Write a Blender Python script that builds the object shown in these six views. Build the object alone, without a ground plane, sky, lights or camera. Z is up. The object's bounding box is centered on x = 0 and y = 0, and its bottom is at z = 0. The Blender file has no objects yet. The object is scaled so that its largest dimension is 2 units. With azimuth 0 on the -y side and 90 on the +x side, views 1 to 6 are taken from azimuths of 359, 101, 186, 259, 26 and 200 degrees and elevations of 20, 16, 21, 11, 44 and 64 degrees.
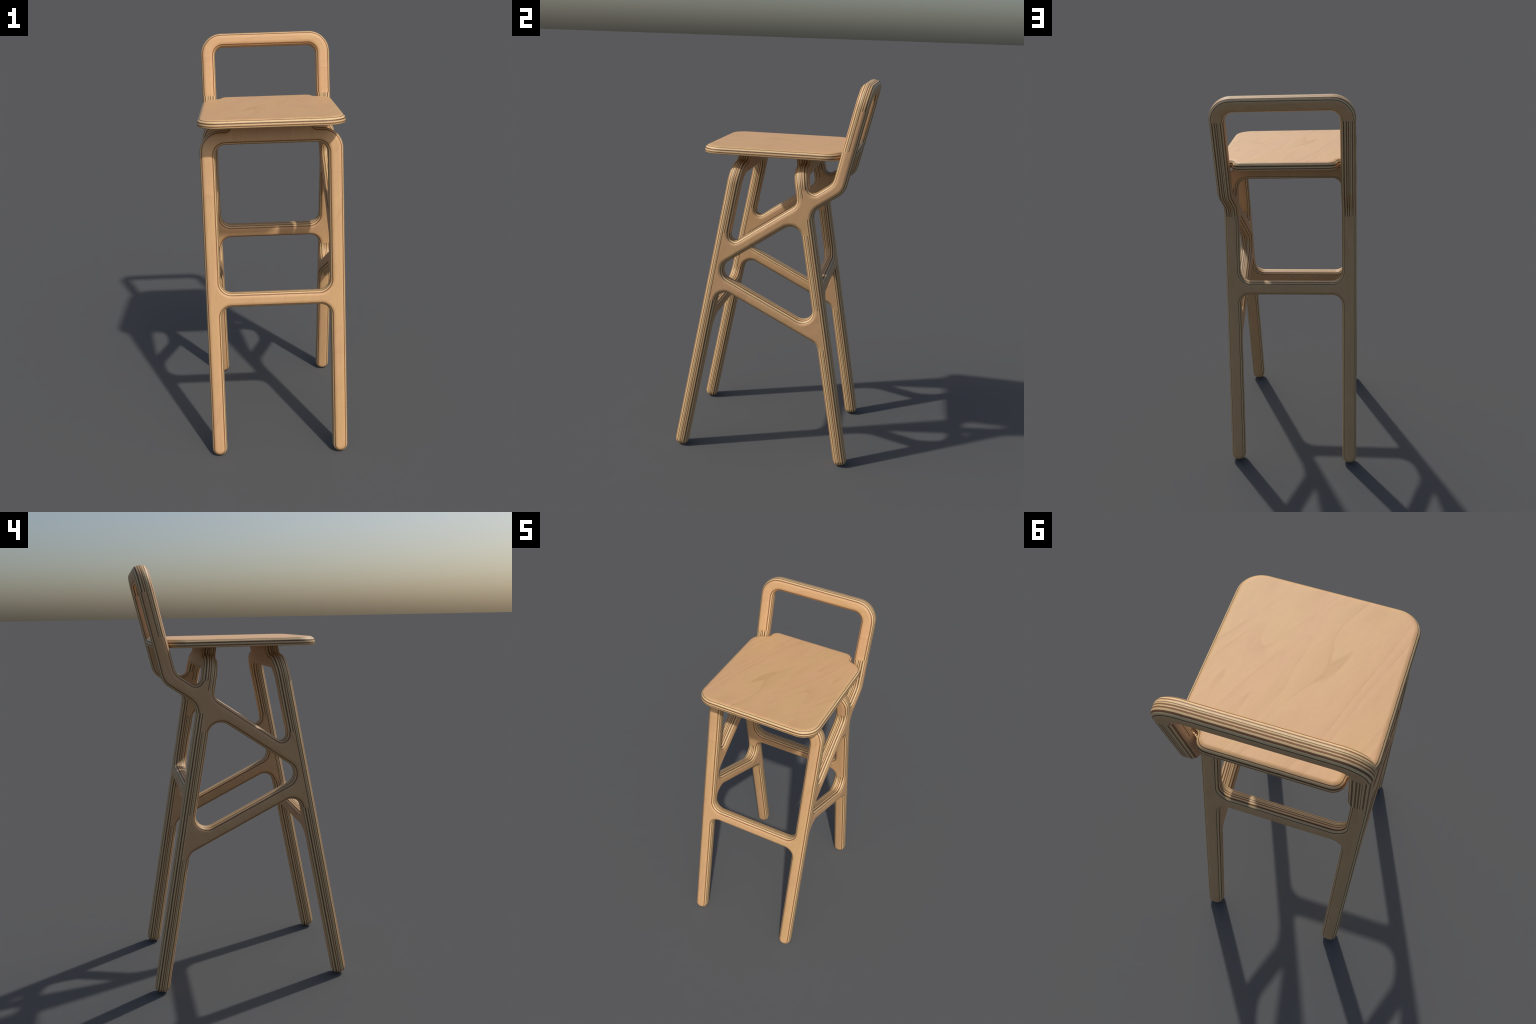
# Bar stool cut from thick plywood: two ladder frames (front, back), two X-shaped
# side frames, a U-shaped backrest and a notched seat board, all lap-jointed.
import bpy, bmesh, math
import numpy as np
from mathutils import Vector

# ------------------------------------------------------------------ sizes (m)
T = 0.069            # plywood sheet thickness
XO, XI = 0.342, 0.268            # outer and inner faces of legs, across the stool
XC, W = (XO + XI) / 2, XO - XI
EDGE = 0.027         # rounding of all routed edges
STEP = 0.004         # meshing resolution
Z_SEAT_LOW, Z_SEAT_TOP = 1.6365, 1.6745


# ------------------------------------------------------------ sheets of ply
class Sheet:
    """A tilted sheet: s runs up along it, q runs through it (front -> back)."""
    def __init__(self, y0, slope, z0=0.0):
        a = math.atan(slope)
        self.c, self.k, self.y0, self.z0 = math.cos(a), math.sin(a), y0, z0
        self.slope = slope

    def s(self, y, z):
        return (y - self.y0) * self.k + (z - self.z0) * self.c

    def q(self, y, z):
        return (y - self.y0) * self.c - (z - self.z0) * self.k

    def s_at(self, z):                       # s of the mid-plane at height z
        return (z - self.z0) / self.c

    def line(self, off):                     # edge line of the sheet seen from the side
        p = np.array([self.y0 + self.c * off, self.z0 - self.k * off])
        return p, np.array([self.k, self.c])


FRONT = Sheet(-0.4525, 0.1835)
BACK = Sheet(0.4405, -0.1840)
REST = Sheet(0.4065, 0.2200, 1.79)
HT = T / 2


# ------------------------------------------------------------ 2D outlines
def cross(l1, l2):
    (p, d), (r, e) = l1, l2
    t = np.linalg.solve(np.array([d, -e]).T, r - p)[0]
    return tuple(p + t * d)


def at_z(l, z):
    p, d = l
    return tuple(p + d * (z - p[1]) / d[1])


def rounded(corners):
    """Closed polygon from (point, radius) corners; every corner becomes an arc."""
    n, out = len(corners), []
    for i in range(n):
        p = np.array(corners[i][0], float)
        r = corners[i][1]
        a = np.array(corners[i - 1][0], float) - p
        b = np.array(corners[(i + 1) % n][0], float) - p
        a /= np.linalg.norm(a)
        b /= np.linalg.norm(b)
        if r <= 0:
            out.append(p)
            continue
        ang = math.acos(max(-1, min(1, a @ b)))
        if ang > math.pi - 1e-3:
            out.append(p)
            continue
        t = r / math.tan(ang / 2)
        m = (a + b) / np.linalg.norm(a + b)
        c = p + m * r / math.sin(ang / 2)
        s0, s1 = p + a * t - c, p + b * t - c
        sweep = math.pi - ang
        sgn = 1 if s0[0] * s1[1] - s0[1] * s1[0] > 0 else -1
        for k in range(13):
            th = sgn * sweep * k / 12
            out.append(c + np.array([s0[0] * math.cos(th) - s0[1] * math.sin(th),
                                     s0[0] * math.sin(th) + s0[1] * math.cos(th)]))
    return np.array(out)


class Outline:
    """Signed distance to a set of closed loops, tabulated on a 2D grid."""
    H = 0.0015

    def __init__(self, loops, pad=0.03):
        allp = np.vstack(loops)
        self.lo = allp.min(0) - pad
        n = np.ceil((allp.max(0) + pad - self.lo) / self.H).astype(int) + 1
        gx = (self.lo[0] + np.arange(n[0]) * self.H).astype(np.float32)[:, None]
        gy = (self.lo[1] + np.arange(n[1]) * self.H).astype(np.float32)[None, :]
        d2 = np.full(tuple(n), 1e3, np.float32)
        inside = np.zeros(tuple(n), bool)
        R = 0.05
        for loop in loops:
            for a, b in zip(loop, np.roll(loop, -1, 0)):
                e = b - a
                L = float(e @ e)
                if L < 1e-14:
                    continue
                i0 = max(0, int((min(a[0], b[0]) - R - self.lo[0]) / self.H))
                i1 = int((max(a[0], b[0]) + R - self.lo[0]) / self.H) + 2
                j0 = max(0, int((min(a[1], b[1]) - R - self.lo[1]) / self.H))
                j1 = int((max(a[1], b[1]) + R - self.lo[1]) / self.H) + 2
                X, Y = gx[i0:i1] - a[0], gy[:, j0:j1] - a[1]
                t = np.clip((X * e[0] + Y * e[1]) / L, 0, 1)
                v = (X - t * e[0]) ** 2 + (Y - t * e[1]) ** 2
                np.minimum(d2[i0:i1, j0:j1], v, out=d2[i0:i1, j0:j1])
                if a[1] != b[1]:
                    jj = (gy > min(a[1], b[1])) & (gy <= max(a[1], b[1]))
                    xs = a[0] + (gy - a[1]) * e[0] / e[1]
                    inside ^= jj & (gx < xs)
        self.d = np.sqrt(np.minimum(d2, R * R))
        self.d[inside] *= -1

    def __call__(self, u, v):
        fu = (u - self.lo[0]) / self.H
        fv = (v - self.lo[1]) / self.H
        n0, n1 = self.d.shape
        fu = np.clip(fu, 0, n0 - 1.001)
        fv = np.clip(fv, 0, n1 - 1.001)
        i, j = fu.astype(np.int32), fv.astype(np.int32)
        fu, fv = fu - i, fv - j
        d = self.d
        return ((d[i, j] * (1 - fu) + d[i + 1, j] * fu) * (1 - fv)
                + (d[i, j + 1] * (1 - fu) + d[i + 1, j + 1] * fu) * fv)


def routed(d2, dq, r=EDGE):
    """Plate with outline distance d2 and thickness distance dq, edges rounded by r."""
    a, b = d2 + r, dq + r
    return np.minimum(np.maximum(a, b), 0) + np.sqrt(np.maximum(a, 0) ** 2 + np.maximum(b, 0) ** 2) - r


# ---- ladder frame: two legs, a foot bar and a top rail with a tongue into the seat
def ladder(sheet, z_bar, bar_h=0.071, fil=0.050):
    r = EDGE
    s0 = (r + (HT - r) * abs(sheet.k)) / sheet.c - r        # feet touch z = 0
    sb, st = sheet.s_at(z_bar) - bar_h / 2, sheet.s_at(z_bar) + bar_h / 2
    sa, sT, sN = sheet.s_at(1.530), sheet.s_at(1.597), sheet.s_at(1.652)
    half = [((XI, sb), fil), ((XI, s0), .036), ((XO, s0), .036), ((XO, sT), .100),
            ((.200, sT), .020), ((.200, sN), .004)]
    outer = half + [((-p[0], p[1]), q) for p, q in half[::-1]]
    hole = [((XI, st), .055), ((XI, sa), .050), ((-XI, sa), .050), ((-XI, st), .055)]
    return Outline([rounded(outer), rounded(hole)])


# ---- side frame, seen from the side (y, z)
def side_outline():
    ff, fb = FRONT.line(-HT), FRONT.line(HT)
    bf, bb = BACK.line(-HT), BACK.line(HT)
    uf, ub = REST.line(-HT), REST.line(HT)
    d = np.array([1, 0.692])
    up_t, up_b = (np.array([0, 1.3105]), d), (np.array([0, 1.2270]), d)
    d = np.array([1, -0.4880])
    lo_t, lo_b = (np.array([0, .8975]), d), (np.array([0, .8230]), d)
    outer = [
        (at_z(ff, .800), .003), (at_z(ff, 1.300), .003), (at_z(fb, 1.300), .003),
        (cross(fb, up_t), .026), (cross(up_t, bf), .045), (at_z(bf, 1.500), .003),
        (at_z(bb, 1.500), .003), (cross(bb, up_t), .027), (cross(up_t, uf), .065),
        (at_z(uf, 1.875), .003), (at_z(ub, 1.875), .003), (cross(ub, up_b), .085),
        (cross(up_b, bb), .065), (at_z(bb, .600), .003), (at_z(bf, .600), .003),
        (cross(bf, lo_b), .055), (cross(lo_b, fb), .050), (at_z(fb, .800), .003)]
    hole = [(cross(fb, up_b), .050), (cross(up_b, bf), .058),
            (cross(bf, lo_t), .052), (cross(lo_t, fb), .050)]
    return Outline([rounded(outer), rounded(hole)])


# ---- backrest loop in its own sheet (x, s)
def rest_outline():
    r = EDGE
    top = (2.0 - REST.z0 - r - (HT - r) * abs(REST.k)) / REST.c + r
    low = REST.s_at(1.600)
    h = 0.070
    pts = [((XO, low), .003), ((XO, top), .110), ((-XO, top), .110), ((-XO, low), .003),
           ((-XI, low), .003), ((-XI, top - h), .045), ((XI, top - h), .045), ((XI, low), .003)]
    return Outline([rounded(pts)])


O_FRONT = ladder(FRONT, .790)
O_BACK = ladder(BACK, .963)
O_SIDE = side_outline()
O_REST = rest_outline()


def field(x, y, z):
    """Signed distance of the whole wooden frame (x, y, z broadcastable)."""
    ax = np.abs(x)
    f = routed(O_FRONT(x, FRONT.s(y, z)), np.abs(FRONT.q(y, z)) - HT)
    f = np.minimum(f, routed(O_BACK(x, BACK.s(y, z)), np.abs(BACK.q(y, z)) - HT))
    f = np.minimum(f, routed(O_REST(x, REST.s(y, z)), np.abs(REST.q(y, z)) - HT))
    return np.minimum(f, routed(O_SIDE(y, z), np.abs(ax - XC) - W / 2))


# ------------------------------------------------------------ skinning the field
def surface_nets(fun, lo, hi, h, block=24):
    n = np.ceil((np.array(hi) - lo) / h).astype(int) + 1
    n[0] |= 1
    ax = [(-(n[0] - 1) / 2 + np.arange(n[0])) * h,
          lo[1] + np.arange(n[1]) * h, lo[2] + np.arange(n[2]) * h]
    F = np.empty(tuple(n), np.float32)
    half = (n[0] - 1) // 2
    Y = ax[1][None, :, None].astype(np.float32)
    for i in range(half, n[0], block):
        X = ax[0][i:i + block, None, None].astype(np.float32)
        for k in range(0, n[2], 128):
            Zc = ax[2][None, None, k:k + 128].astype(np.float32)
            F[i:i + block, :, k:k + 128] = fun(np.broadcast_to(X, (X.shape[0], Y.shape[1], Zc.shape[2])), Y, Zc)
    F[:half] = F[half + 1:][::-1]
    neg = F < 0
    cell = neg[:-1, :-1, :-1].astype(np.int8)
    for d in [(1, 0, 0), (0, 1, 0), (0, 0, 1), (1, 1, 0), (1, 0, 1), (0, 1, 1), (1, 1, 1)]:
        cell += neg[d[0]:n[0] - 1 + d[0], d[1]:n[1] - 1 + d[1], d[2]:n[2] - 1 + d[2]]
    C = np.argwhere((cell > 0) & (cell < 8))
    idx = np.full(cell.shape, -1, np.int32)
    idx[tuple(C.T)] = np.arange(len(C))
    P, cnt = np.zeros((len(C), 3)), np.zeros((len(C), 1))
    for a in range(3):
        for o1 in (0, 1):
            for o2 in (0, 1):
                o = np.zeros(3, int)
                o[(a + 1) % 3], o[(a + 2) % 3] = o1, o2
                e = o.copy()
                e[a] = 1
                f0, f1 = F[tuple((C + o).T)], F[tuple((C + e).T)]
                m = (f0 < 0) != (f1 < 0)
                t = f0[m] / (f0[m] - f1[m])
                p = (C[m] + o).astype(float)
                p[:, a] += t
                P[m] += p
                cnt[m] += 1
    P = P / cnt * h + np.array([ax[0][0], lo[1], lo[2]])
    quads = []
    for a in range(3):
        b, c = (a + 1) % 3, (a + 2) % 3
        sl0, sl1 = [slice(None)] * 3, [slice(None)] * 3
        sl0[a], sl1[a] = slice(0, -1), slice(1, None)
        ed = neg[tuple(sl0)] != neg[tuple(sl1)]
        E = np.argwhere(ed)
        E = E[(E[:, b] > 0) & (E[:, c] > 0) & (E[:, b] < n[b] - 1) & (E[:, c] < n[c] - 1)]
        flip = neg[tuple(E.T)]
        v = []
        for db, dc in ((-1, -1), (0, -1), (0, 0), (-1, 0)):
            D = E.copy()
            D[:, b] += db
            D[:, c] += dc
            v.append(idx[tuple(D.T)])
        q = np.stack(v, 1)
        q[~flip] = q[~flip][:, ::-1]
        quads.append(q)
    return P, np.vstack(quads)


def gradient(P, e=0.0012):
    g = np.empty_like(P)
    for a in range(3):
        d = np.zeros(3)
        d[a] = e
        A, B = P + d, P - d
        g[:, a] = field(A[:, 0], A[:, 1], A[:, 2]) - field(B[:, 0], B[:, 1], B[:, 2])
    L = np.linalg.norm(g, axis=1, keepdims=True)
    return g / np.maximum(L, 1e-9)


P, Q = surface_nets(field, np.array([-.37, -.51, -.014]), np.array([.37, .51, 2.014]), STEP)
for _ in range(3):
    f = field(P[:, 0], P[:, 1], P[:, 2])
    P -= np.clip(f, -.004, .004)[:, None] * gradient(P) * .9
P[:, 2] = np.maximum(P[:, 2], 0)

# ------------------------------------------------------------ splitting into parts
mesh = bpy.data.meshes.new("frame")
mesh.from_pydata(P.tolist(), [], Q.tolist())
bm = bmesh.new()
bm.from_mesh(mesh)
bpy.data.meshes.remove(mesh)


def cut(co, no, keep):
    """Bisect the faces whose centre passes keep(x, y, z) along a plane."""
    fs = []
    co, no = Vector(co), Vector(no).normalized()
    for f in bm.faces:
        c = f.calc_center_median()
        if abs((c - co).dot(no)) < .012 and keep(abs(c.x), c.y, c.z):
            fs.append(f)
    geom = list({v for f in fs for v in f.verts}) + list({e for f in fs for e in f.edges}) + fs
    bmesh.ops.bisect_plane(bm, geom=geom, plane_co=co, plane_no=no, dist=2e-5)


IN = HT + .004
leg_f = lambda x, y, z: x > .2 and abs(FRONT.q(y, z)) < IN
leg_b = lambda x, y, z: x > .2 and abs(BACK.q(y, z)) < IN
post = lambda x, y, z: x > .2 and abs(REST.q(y, z)) < IN and z > 1.55
F0, F1 = .876, 1.241                                   # lap on the front leg
B = dict(f=[(1.261, 1.447), (.665, .875)], b=[(1.345, 1.490)])
R_FRONT, R_BACK = 1.688, 1.880                         # laps on the backrest posts
for z in (F0, F1):
    cut((0, 0, z), (0, 0, 1), leg_f)
for lo, hi in B['f'] + B['b']:
    for z in (lo, hi):
        cut((0, 0, z), (0, 0, 1), leg_b)
for z in (R_FRONT, R_BACK):
    cut((0, 0, z), (0, 0, 1), post)
nf = (0, FRONT.c, -FRONT.k)
nb = (0, BACK.c, -BACK.k)
nr = (0, REST.c, -REST.k)
cut((0, FRONT.y0, 0), nf, lambda x, y, z: leg_f(x, y, z) and F0 < z < F1)
cut((0, BACK.y0, 0), nb, lambda x, y, z: leg_b(x, y, z) and .66 < z < 1.5)
cut((0, REST.y0, REST.z0), nr, lambda x, y, z: post(x, y, z) and 1.68 < z < 1.89)
for sx in (-1, 1):
    cut((sx * .25, 0, 0), (1, 0, 0), lambda x, y, z: True)
Z_MID = 1.047
cut((0, 0, Z_MID), (0, 0, 1), leg_f)
cut((0, .335, 1.49), (0, .57, .82), lambda x, y, z: x > .2 and y > .25 and z > 1.4)


def part_of(x, y, z):
    qf, qb, qr = FRONT.q(y, z), BACK.q(y, z), REST.q(y, z)
    ax = abs(x)
    e = .0012
    if ax < .25:
        if z > 1.66 or qr > -.04 and z > 1.65:
            return 'backrest'
        front = abs(qf) < abs(qb)
        if z > 1.4:
            return 'front_seat_rail' if front else 'back_seat_rail'
        return 'front_foot_bar' if front else 'back_foot_bar'
    if abs(qr) < HT + e and z > 1.6:
        if z > (R_FRONT if qr < 0 else R_BACK):
            return 'backrest'
    if abs(qf) < HT + e and z < 1.64 and not (qf > 0 and F0 < z < F1):
        return 'front_leg'
    if abs(qb) < HT + e and z < 1.64:
        laps = B['f'] if qb < 0 else B['b']
        if not any(lo < z < hi for lo, hi in laps):
            return 'back_leg'
    if z > 1.4 and (y - .335) * .57 + (z - 1.49) * .82 > 0:
        return 'backrest_post'
    if z > Z_MID and y < .0 or y >= 0 and z > 1.0:
        return 'upper_brace'
    return 'lower_brace'


groups = {}
for f in bm.faces:
    c = f.calc_center_median()
    p = part_of(*c)
    side = '' if p.endswith(('rail', 'bar')) or p == 'backrest' else ('R' if c.x > 0 else 'L')
    groups.setdefault((p, side), []).append(list(f.verts))
bm.verts.index_update()
V = np.array([v.co for v in bm.verts])
NRM = gradient(V)


# ------------------------------------------------------------ materials
def ramp_node(nt, stops, interp='CONSTANT'):
    n = nt.nodes.new('ShaderNodeValToRGB')
    n.color_ramp.interpolation = interp
    els = n.color_ramp.elements
    while len(els) > 1:
        els.remove(els[-1])
    els[0].position, els[0].color = stops[0][0], (*stops[0][1], 1)
    for p, c in stops[1:]:
        e = els.new(p)
        e.color = (*c, 1)
    return n


def srgb(r, g, b):
    return tuple(((v / 255 + .055) / 1.055) ** 2.4 if v > 10 else v / 255 / 12.92 for v in (r, g, b))


VENEER_A = srgb(213, 171, 120)      # honey birch face
VENEER_B = srgb(214, 168, 123)      # slightly pinker patches
GROWTH = srgb(186, 138, 92)         # growth lines
CREAM = srgb(222, 191, 140)         # pale plies
BROWN = srgb(144, 98, 63)           # end-grain plies
BROWN_D = srgb(120, 80, 52)
DARK = srgb(70, 58, 44)
LINE = srgb(122, 84, 58)            # glue lines

# how the sheet is built up, from its front face (0) to its back face (1)
STACK = [(0.0, None), (.052, BROWN), (.108, CREAM), (.190, BROWN), (.258, CREAM),
         (.347, LINE), (.372, CREAM), (.430, BROWN), (.490, DARK), (.500, CREAM), (.555, BROWN),
         (.640, CREAM), (.730, BROWN_D), (.815, CREAM), (.909, LINE), (.938, CREAM), (.952, None)]


def plywood(name, normal, offset, thick, grain_dir, centre_sign=False, lo_clip=None, figure=.34, length=.8, fibre=.65, rings_n=12.0, across=4.0):
    """normal . position - offset = position through the sheet; grain_dir = grain direction."""
    m = bpy.data.materials.new(name)
    m.use_nodes = True
    nt = m.node_tree
    N, L = nt.nodes, nt.links
    bsdf = N['Principled BSDF']
    tc = N.new('ShaderNodeTexCoord')
    obj = tc.outputs['Object']

    def math_(op, a, b=None, c=None):
        n = N.new('ShaderNodeMath')
        n.operation = op
        for i, v in enumerate((a, b, c)):
            if v is None:
                continue
            if isinstance(v, (int, float)):
                n.inputs[i].default_value = v
            else:
                L.new(v, n.inputs[i])
        return n.outputs[0]

    def dot(vec):
        n = N.new('ShaderNodeVectorMath')
        n.operation = 'DOT_PRODUCT'
        L.new(obj, n.inputs[0])
        n.inputs[1].default_value = vec
        return n.outputs['Value']

    def mapped(scale, rot=(0, 0, 0), loc=(0, 0, 0)):
        n = N.new('ShaderNodeMapping')
        n.inputs['Scale'].default_value = scale
        n.inputs['Rotation'].default_value = rot
        n.inputs['Location'].default_value = loc
        L.new(obj, n.inputs['Vector'])
        return n.outputs[0]

    def noise(vec, scale, detail=3, rough=.55, dist=0):
        n = N.new('ShaderNodeTexNoise')
        n.inputs['Scale'].default_value = scale
        n.inputs['Detail'].default_value = detail
        n.inputs['Roughness'].default_value = rough
        n.inputs['Distortion'].default_value = dist
        L.new(vec, n.inputs['Vector'])
        return n.outputs['Fac']

    def mix(fac, a, b, mode='MIX'):
        n = N.new('ShaderNodeMix')
        n.data_type = 'RGBA'
        n.blend_type = mode
        for sock, v in ((n.inputs[0], fac), (n.inputs[6], a), (n.inputs[7], b)):
            if isinstance(v, (int, float)):
                sock.default_value = v
            elif isinstance(v, tuple):
                sock.default_value = (*v, 1)
            else:
                L.new(v, sock)
        return n.outputs[2]

    # grain frame: coordinate along, across and through the grain
    g = Vector(grain_dir).normalized()
    t = Vector(normal).normalized()
    a = t.cross(g)
    comb = N.new('ShaderNodeCombineXYZ')
    for i, v in enumerate((g, a, t)):
        L.new(dot(tuple(v)), comb.inputs[i])
    frame = comb.outputs[0]

    def gmap(sx, sy, sz, loc=(0, 0, 0)):
        n = N.new('ShaderNodeMapping')
        n.inputs['Scale'].default_value = (sx, sy, sz)
        n.inputs['Location'].default_value = loc
        L.new(frame, n.inputs['Vector'])
        return n.outputs[0]

    # depth in the sheet, 0..1, slightly wavy where the veneers were pressed
    x = dot(tuple(t))
    if centre_sign:                                   # side frames: left and right sheet
        sgn = math_('SIGN', x)
        x = math_('SUBTRACT', x, math_('MULTIPLY', sgn, offset))
    else:
        x = math_('SUBTRACT', x, offset)
    wav = math_('SUBTRACT', noise(mapped((1, 1, 1)), 22, 2), .5)
    x = math_('MULTIPLY_ADD', wav, .0016, x)
    f = math_('ADD', math_('DIVIDE', x, thick), .5)

    # face veneer: tone patches, meandering growth lines, fine fibres
    tone = noise(gmap(2.2, 7, 3), 1.0, 3, .5, .4)
    tone2 = ramp_node(nt, [(.35, (0, 0, 0)), (.65, (1, 1, 1))], 'LINEAR')
    L.new(tone, tone2.inputs[0])
    col = mix(tone2.outputs[0], VENEER_A, VENEER_B)
    rings = math_('FRACT', math_('MULTIPLY', noise(gmap(length, across, 1.0, (5.3, 2.6, .4)), 1.0, 2.2, .42, .1), rings_n))
    edge = ramp_node(nt, [(0, (.95, .95, .95)), (.06, (.50, .50, .50)), (.55, (.10, .10, .10)), (.95, (0, 0, 0)), (1, (.8, .8, .8))], 'LINEAR')
    L.new(rings, edge.inputs[0])
    fade = ramp_node(nt, [(.36, (.3, .3, .3)), (.62, (1, 1, 1))], 'LINEAR')
    L.new(noise(gmap(5, 9, 4, (8, 2, 5)), 1.0, 2), fade.inputs[0])
    amt = math_('MULTIPLY', math_('MULTIPLY', edge.outputs[0], fade.outputs[0]), figure)
    col = mix(amt, col, GROWTH)
    fib = noise(gmap(40, 300, 60), 1.0, 2, .6)
    fibr = ramp_node(nt, [(.3, (.955, .955, .955)), (.7, (1.03, 1.03, 1.03))], 'LINEAR')
    L.new(fib, fibr.inputs[0])
    col = mix(fibre, col, fibr.outputs[0], 'MULTIPLY')

    mot = ramp_node(nt, [(.3, (.955, .95, .94)), (.7, (1.035, 1.035, 1.035))], 'LINEAR')
    L.new(noise(gmap(11, 34, 12, (1, 6, 3)), 1.0, 3, .6), mot.inputs[0])
    col = mix(fibre, col, mot.outputs[0], 'MULTIPLY')

    # plies showing on routed edges
    stops = [(p, c if c else (0, 0, 0)) for p, c in STACK]
    ply = ramp_node(nt, stops)
    L.new(f, ply.inputs[0])
    face = ramp_node(nt, [(0, (1, 1, 1)), (.052, (0, 0, 0)), (.952, (1, 1, 1))])
    L.new(f, face.inputs[0])
    streak = ramp_node(nt, [(.25, (.86, .86, .86)), (.75, (1.08, 1.08, 1.08))], 'LINEAR')
    L.new(noise(mapped((1, 1, 1)), 75, 2), streak.inputs[0])
    plyc = mix(.6, ply.outputs[0], streak.outputs[0], 'MULTIPLY')
    facef = face.outputs[0]
    if lo_clip is not None:
        facef = math_('MAXIMUM', facef, math_('LESS_THAN', f, lo_clip))
    final = mix(facef, plyc, col)
    L.new(final, bsdf.inputs['Base Color'])
    bsdf.inputs['Roughness'].default_value = .56
    bsdf.inputs['Specular IOR Level'].default_value = .5
    bump = N.new('ShaderNodeBump')
    bump.inputs['Strength'].default_value = .06
    bump.inputs['Distance'].default_value = .002
    L.new(noise(gmap(60, 160, 60), 1.0, 3), bump.inputs['Height'])
    L.new(bump.outputs[0], bsdf.inputs['Normal'])
    return m


up_f, up_b, up_r = (0, FRONT.k, FRONT.c), (0, BACK.k, BACK.c), (0, REST.k, REST.c)
M_FRONT = plywood("front_frame_plywood", nf, float(np.dot(nf, (0, FRONT.y0, 0))), T, (.25, *up_f[1:]))
M_BACK = plywood("back_frame_plywood", nb, float(np.dot(nb, (0, BACK.y0, 0))), T, (.2, *up_b[1:]))
M_REST = plywood("backrest_plywood", nr, float(np.dot(nr, (0, REST.y0, REST.z0))), T, (1, .02, .25))
M_SIDE = plywood("side_frame_plywood", (1, 0, 0), XC, W, (0, .45, 1), centre_sign=True)
ST = .071
M_SEAT = plywood("seat_plywood", (0, 0, 1), Z_SEAT_TOP - ST / 2, ST, (.36, .93, 0), lo_clip=.505, figure=.48, length=.7, fibre=.6, rings_n=12.0, across=3.2)

MAT = dict(front_leg=M_FRONT, front_foot_bar=M_FRONT, front_seat_rail=M_FRONT,
           back_leg=M_BACK, back_foot_bar=M_BACK, back_seat_rail=M_BACK,
           backrest=M_REST, backrest_post=M_SIDE, upper_brace=M_SIDE, lower_brace=M_SIDE)
NAME = dict(front_leg='leg', back_leg='leg', front_foot_bar='foot_bar', back_foot_bar='foot_bar',
            front_seat_rail='seat_rail', back_seat_rail='seat_rail')

# ------------------------------------------------------------ objects
root = bpy.data.objects.new("bar_stool", None)
root["label"] = "tall birch plywood bar stool with looped low backrest"
root["category"] = "bar stool"
bpy.context.scene.collection.objects.link(root)


def add_part(name, verts, faces, normals, mat):
    me = bpy.data.meshes.new(name)
    me.from_pydata(verts.tolist(), [], faces)
    me.materials.append(mat)
    me.update()
    me.polygons.foreach_set('use_smooth', [True] * len(me.polygons))
    if normals is not None:
        me.normals_split_custom_set_from_vertices(normals.tolist())
    ob = bpy.data.objects.new(name, me)
    ob.parent = root
    bpy.context.scene.collection.objects.link(ob)
    return ob


for (part, side), faces in sorted(groups.items()):
    ids = [[v.index for v in f] for f in faces]
    used = np.unique(np.concatenate([np.array(f) for f in ids]))
    remap = np.full(len(V), -1)
    remap[used] = np.arange(len(used))
    add_part(NAME.get(part, part), V[used], [[int(remap[i]) for i in f] for f in ids], NRM[used], MAT[part])
bm.free()


# ---- seat board: rounded square with a narrower back tab between the posts
def seat():
    half = [((.342, -.345), .096), ((.342, .313), .080), ((.256, .350), .016), ((.256, .410), .046)]
    loop = rounded(half + [((-p[0], p[1]), r) for p, r in half[::-1]])
    # even spacing along the outline
    seg = np.linalg.norm(np.roll(loop, -1, 0) - loop, axis=1)
    keep = seg > 1e-6
    loop, seg = loop[keep], seg[keep]
    cum = np.concatenate([[0], np.cumsum(seg)])
    n = 520
    ts = np.arange(n) * cum[-1] / n
    cl = np.vstack([loop, loop[:1]])
    ring = np.stack([np.interp(ts, cum, cl[:, 0]), np.interp(ts, cum, cl[:, 1])], 1)
    tan = np.roll(ring, -1, 0) - np.roll(ring, 1, 0)
    nor = np.stack([tan[:, 1], -tan[:, 0]], 1)
    nor /= np.linalg.norm(nor, axis=1, keepdims=True)
    if (nor * ring).sum() < 0:
        nor = -nor
    rt, rb = .026, .006                       # rounding above and below
    prof = []
    for k in range(11):
        th = math.pi / 2 * k / 10
        prof.append((rb * (1 - math.sin(th)), Z_SEAT_LOW + rb * (1 - math.cos(th))))
    for k in range(13):
        th = math.pi / 2 * k / 12
        prof.append((rt * (1 - math.cos(th)), Z_SEAT_TOP - rt * (1 - math.sin(th))))
    verts, faces = [], []
    for ins, z in prof:
        p = ring - nor * ins
        verts += [(a, b, z) for a, b in p]
    m = len(prof)
    for j in range(m - 1):
        for i in range(n):
            k = (i + 1) % n
            faces.append([j * n + i, j * n + k, (j + 1) * n + k, (j + 1) * n + i])
    faces.append(list(range((m - 1) * n, m * n)))
    faces.append(list(range(n))[::-1])
    ob = add_part("seat", np.array(verts), faces, None, M_SEAT)
    b = bmesh.new()
    b.from_mesh(ob.data)
    bmesh.ops.recalc_face_normals(b, faces=b.faces)
    b.to_mesh(ob.data)
    b.free()
    for pgn in ob.data.polygons:
        pgn.use_smooth = len(pgn.vertices) == 4


seat()
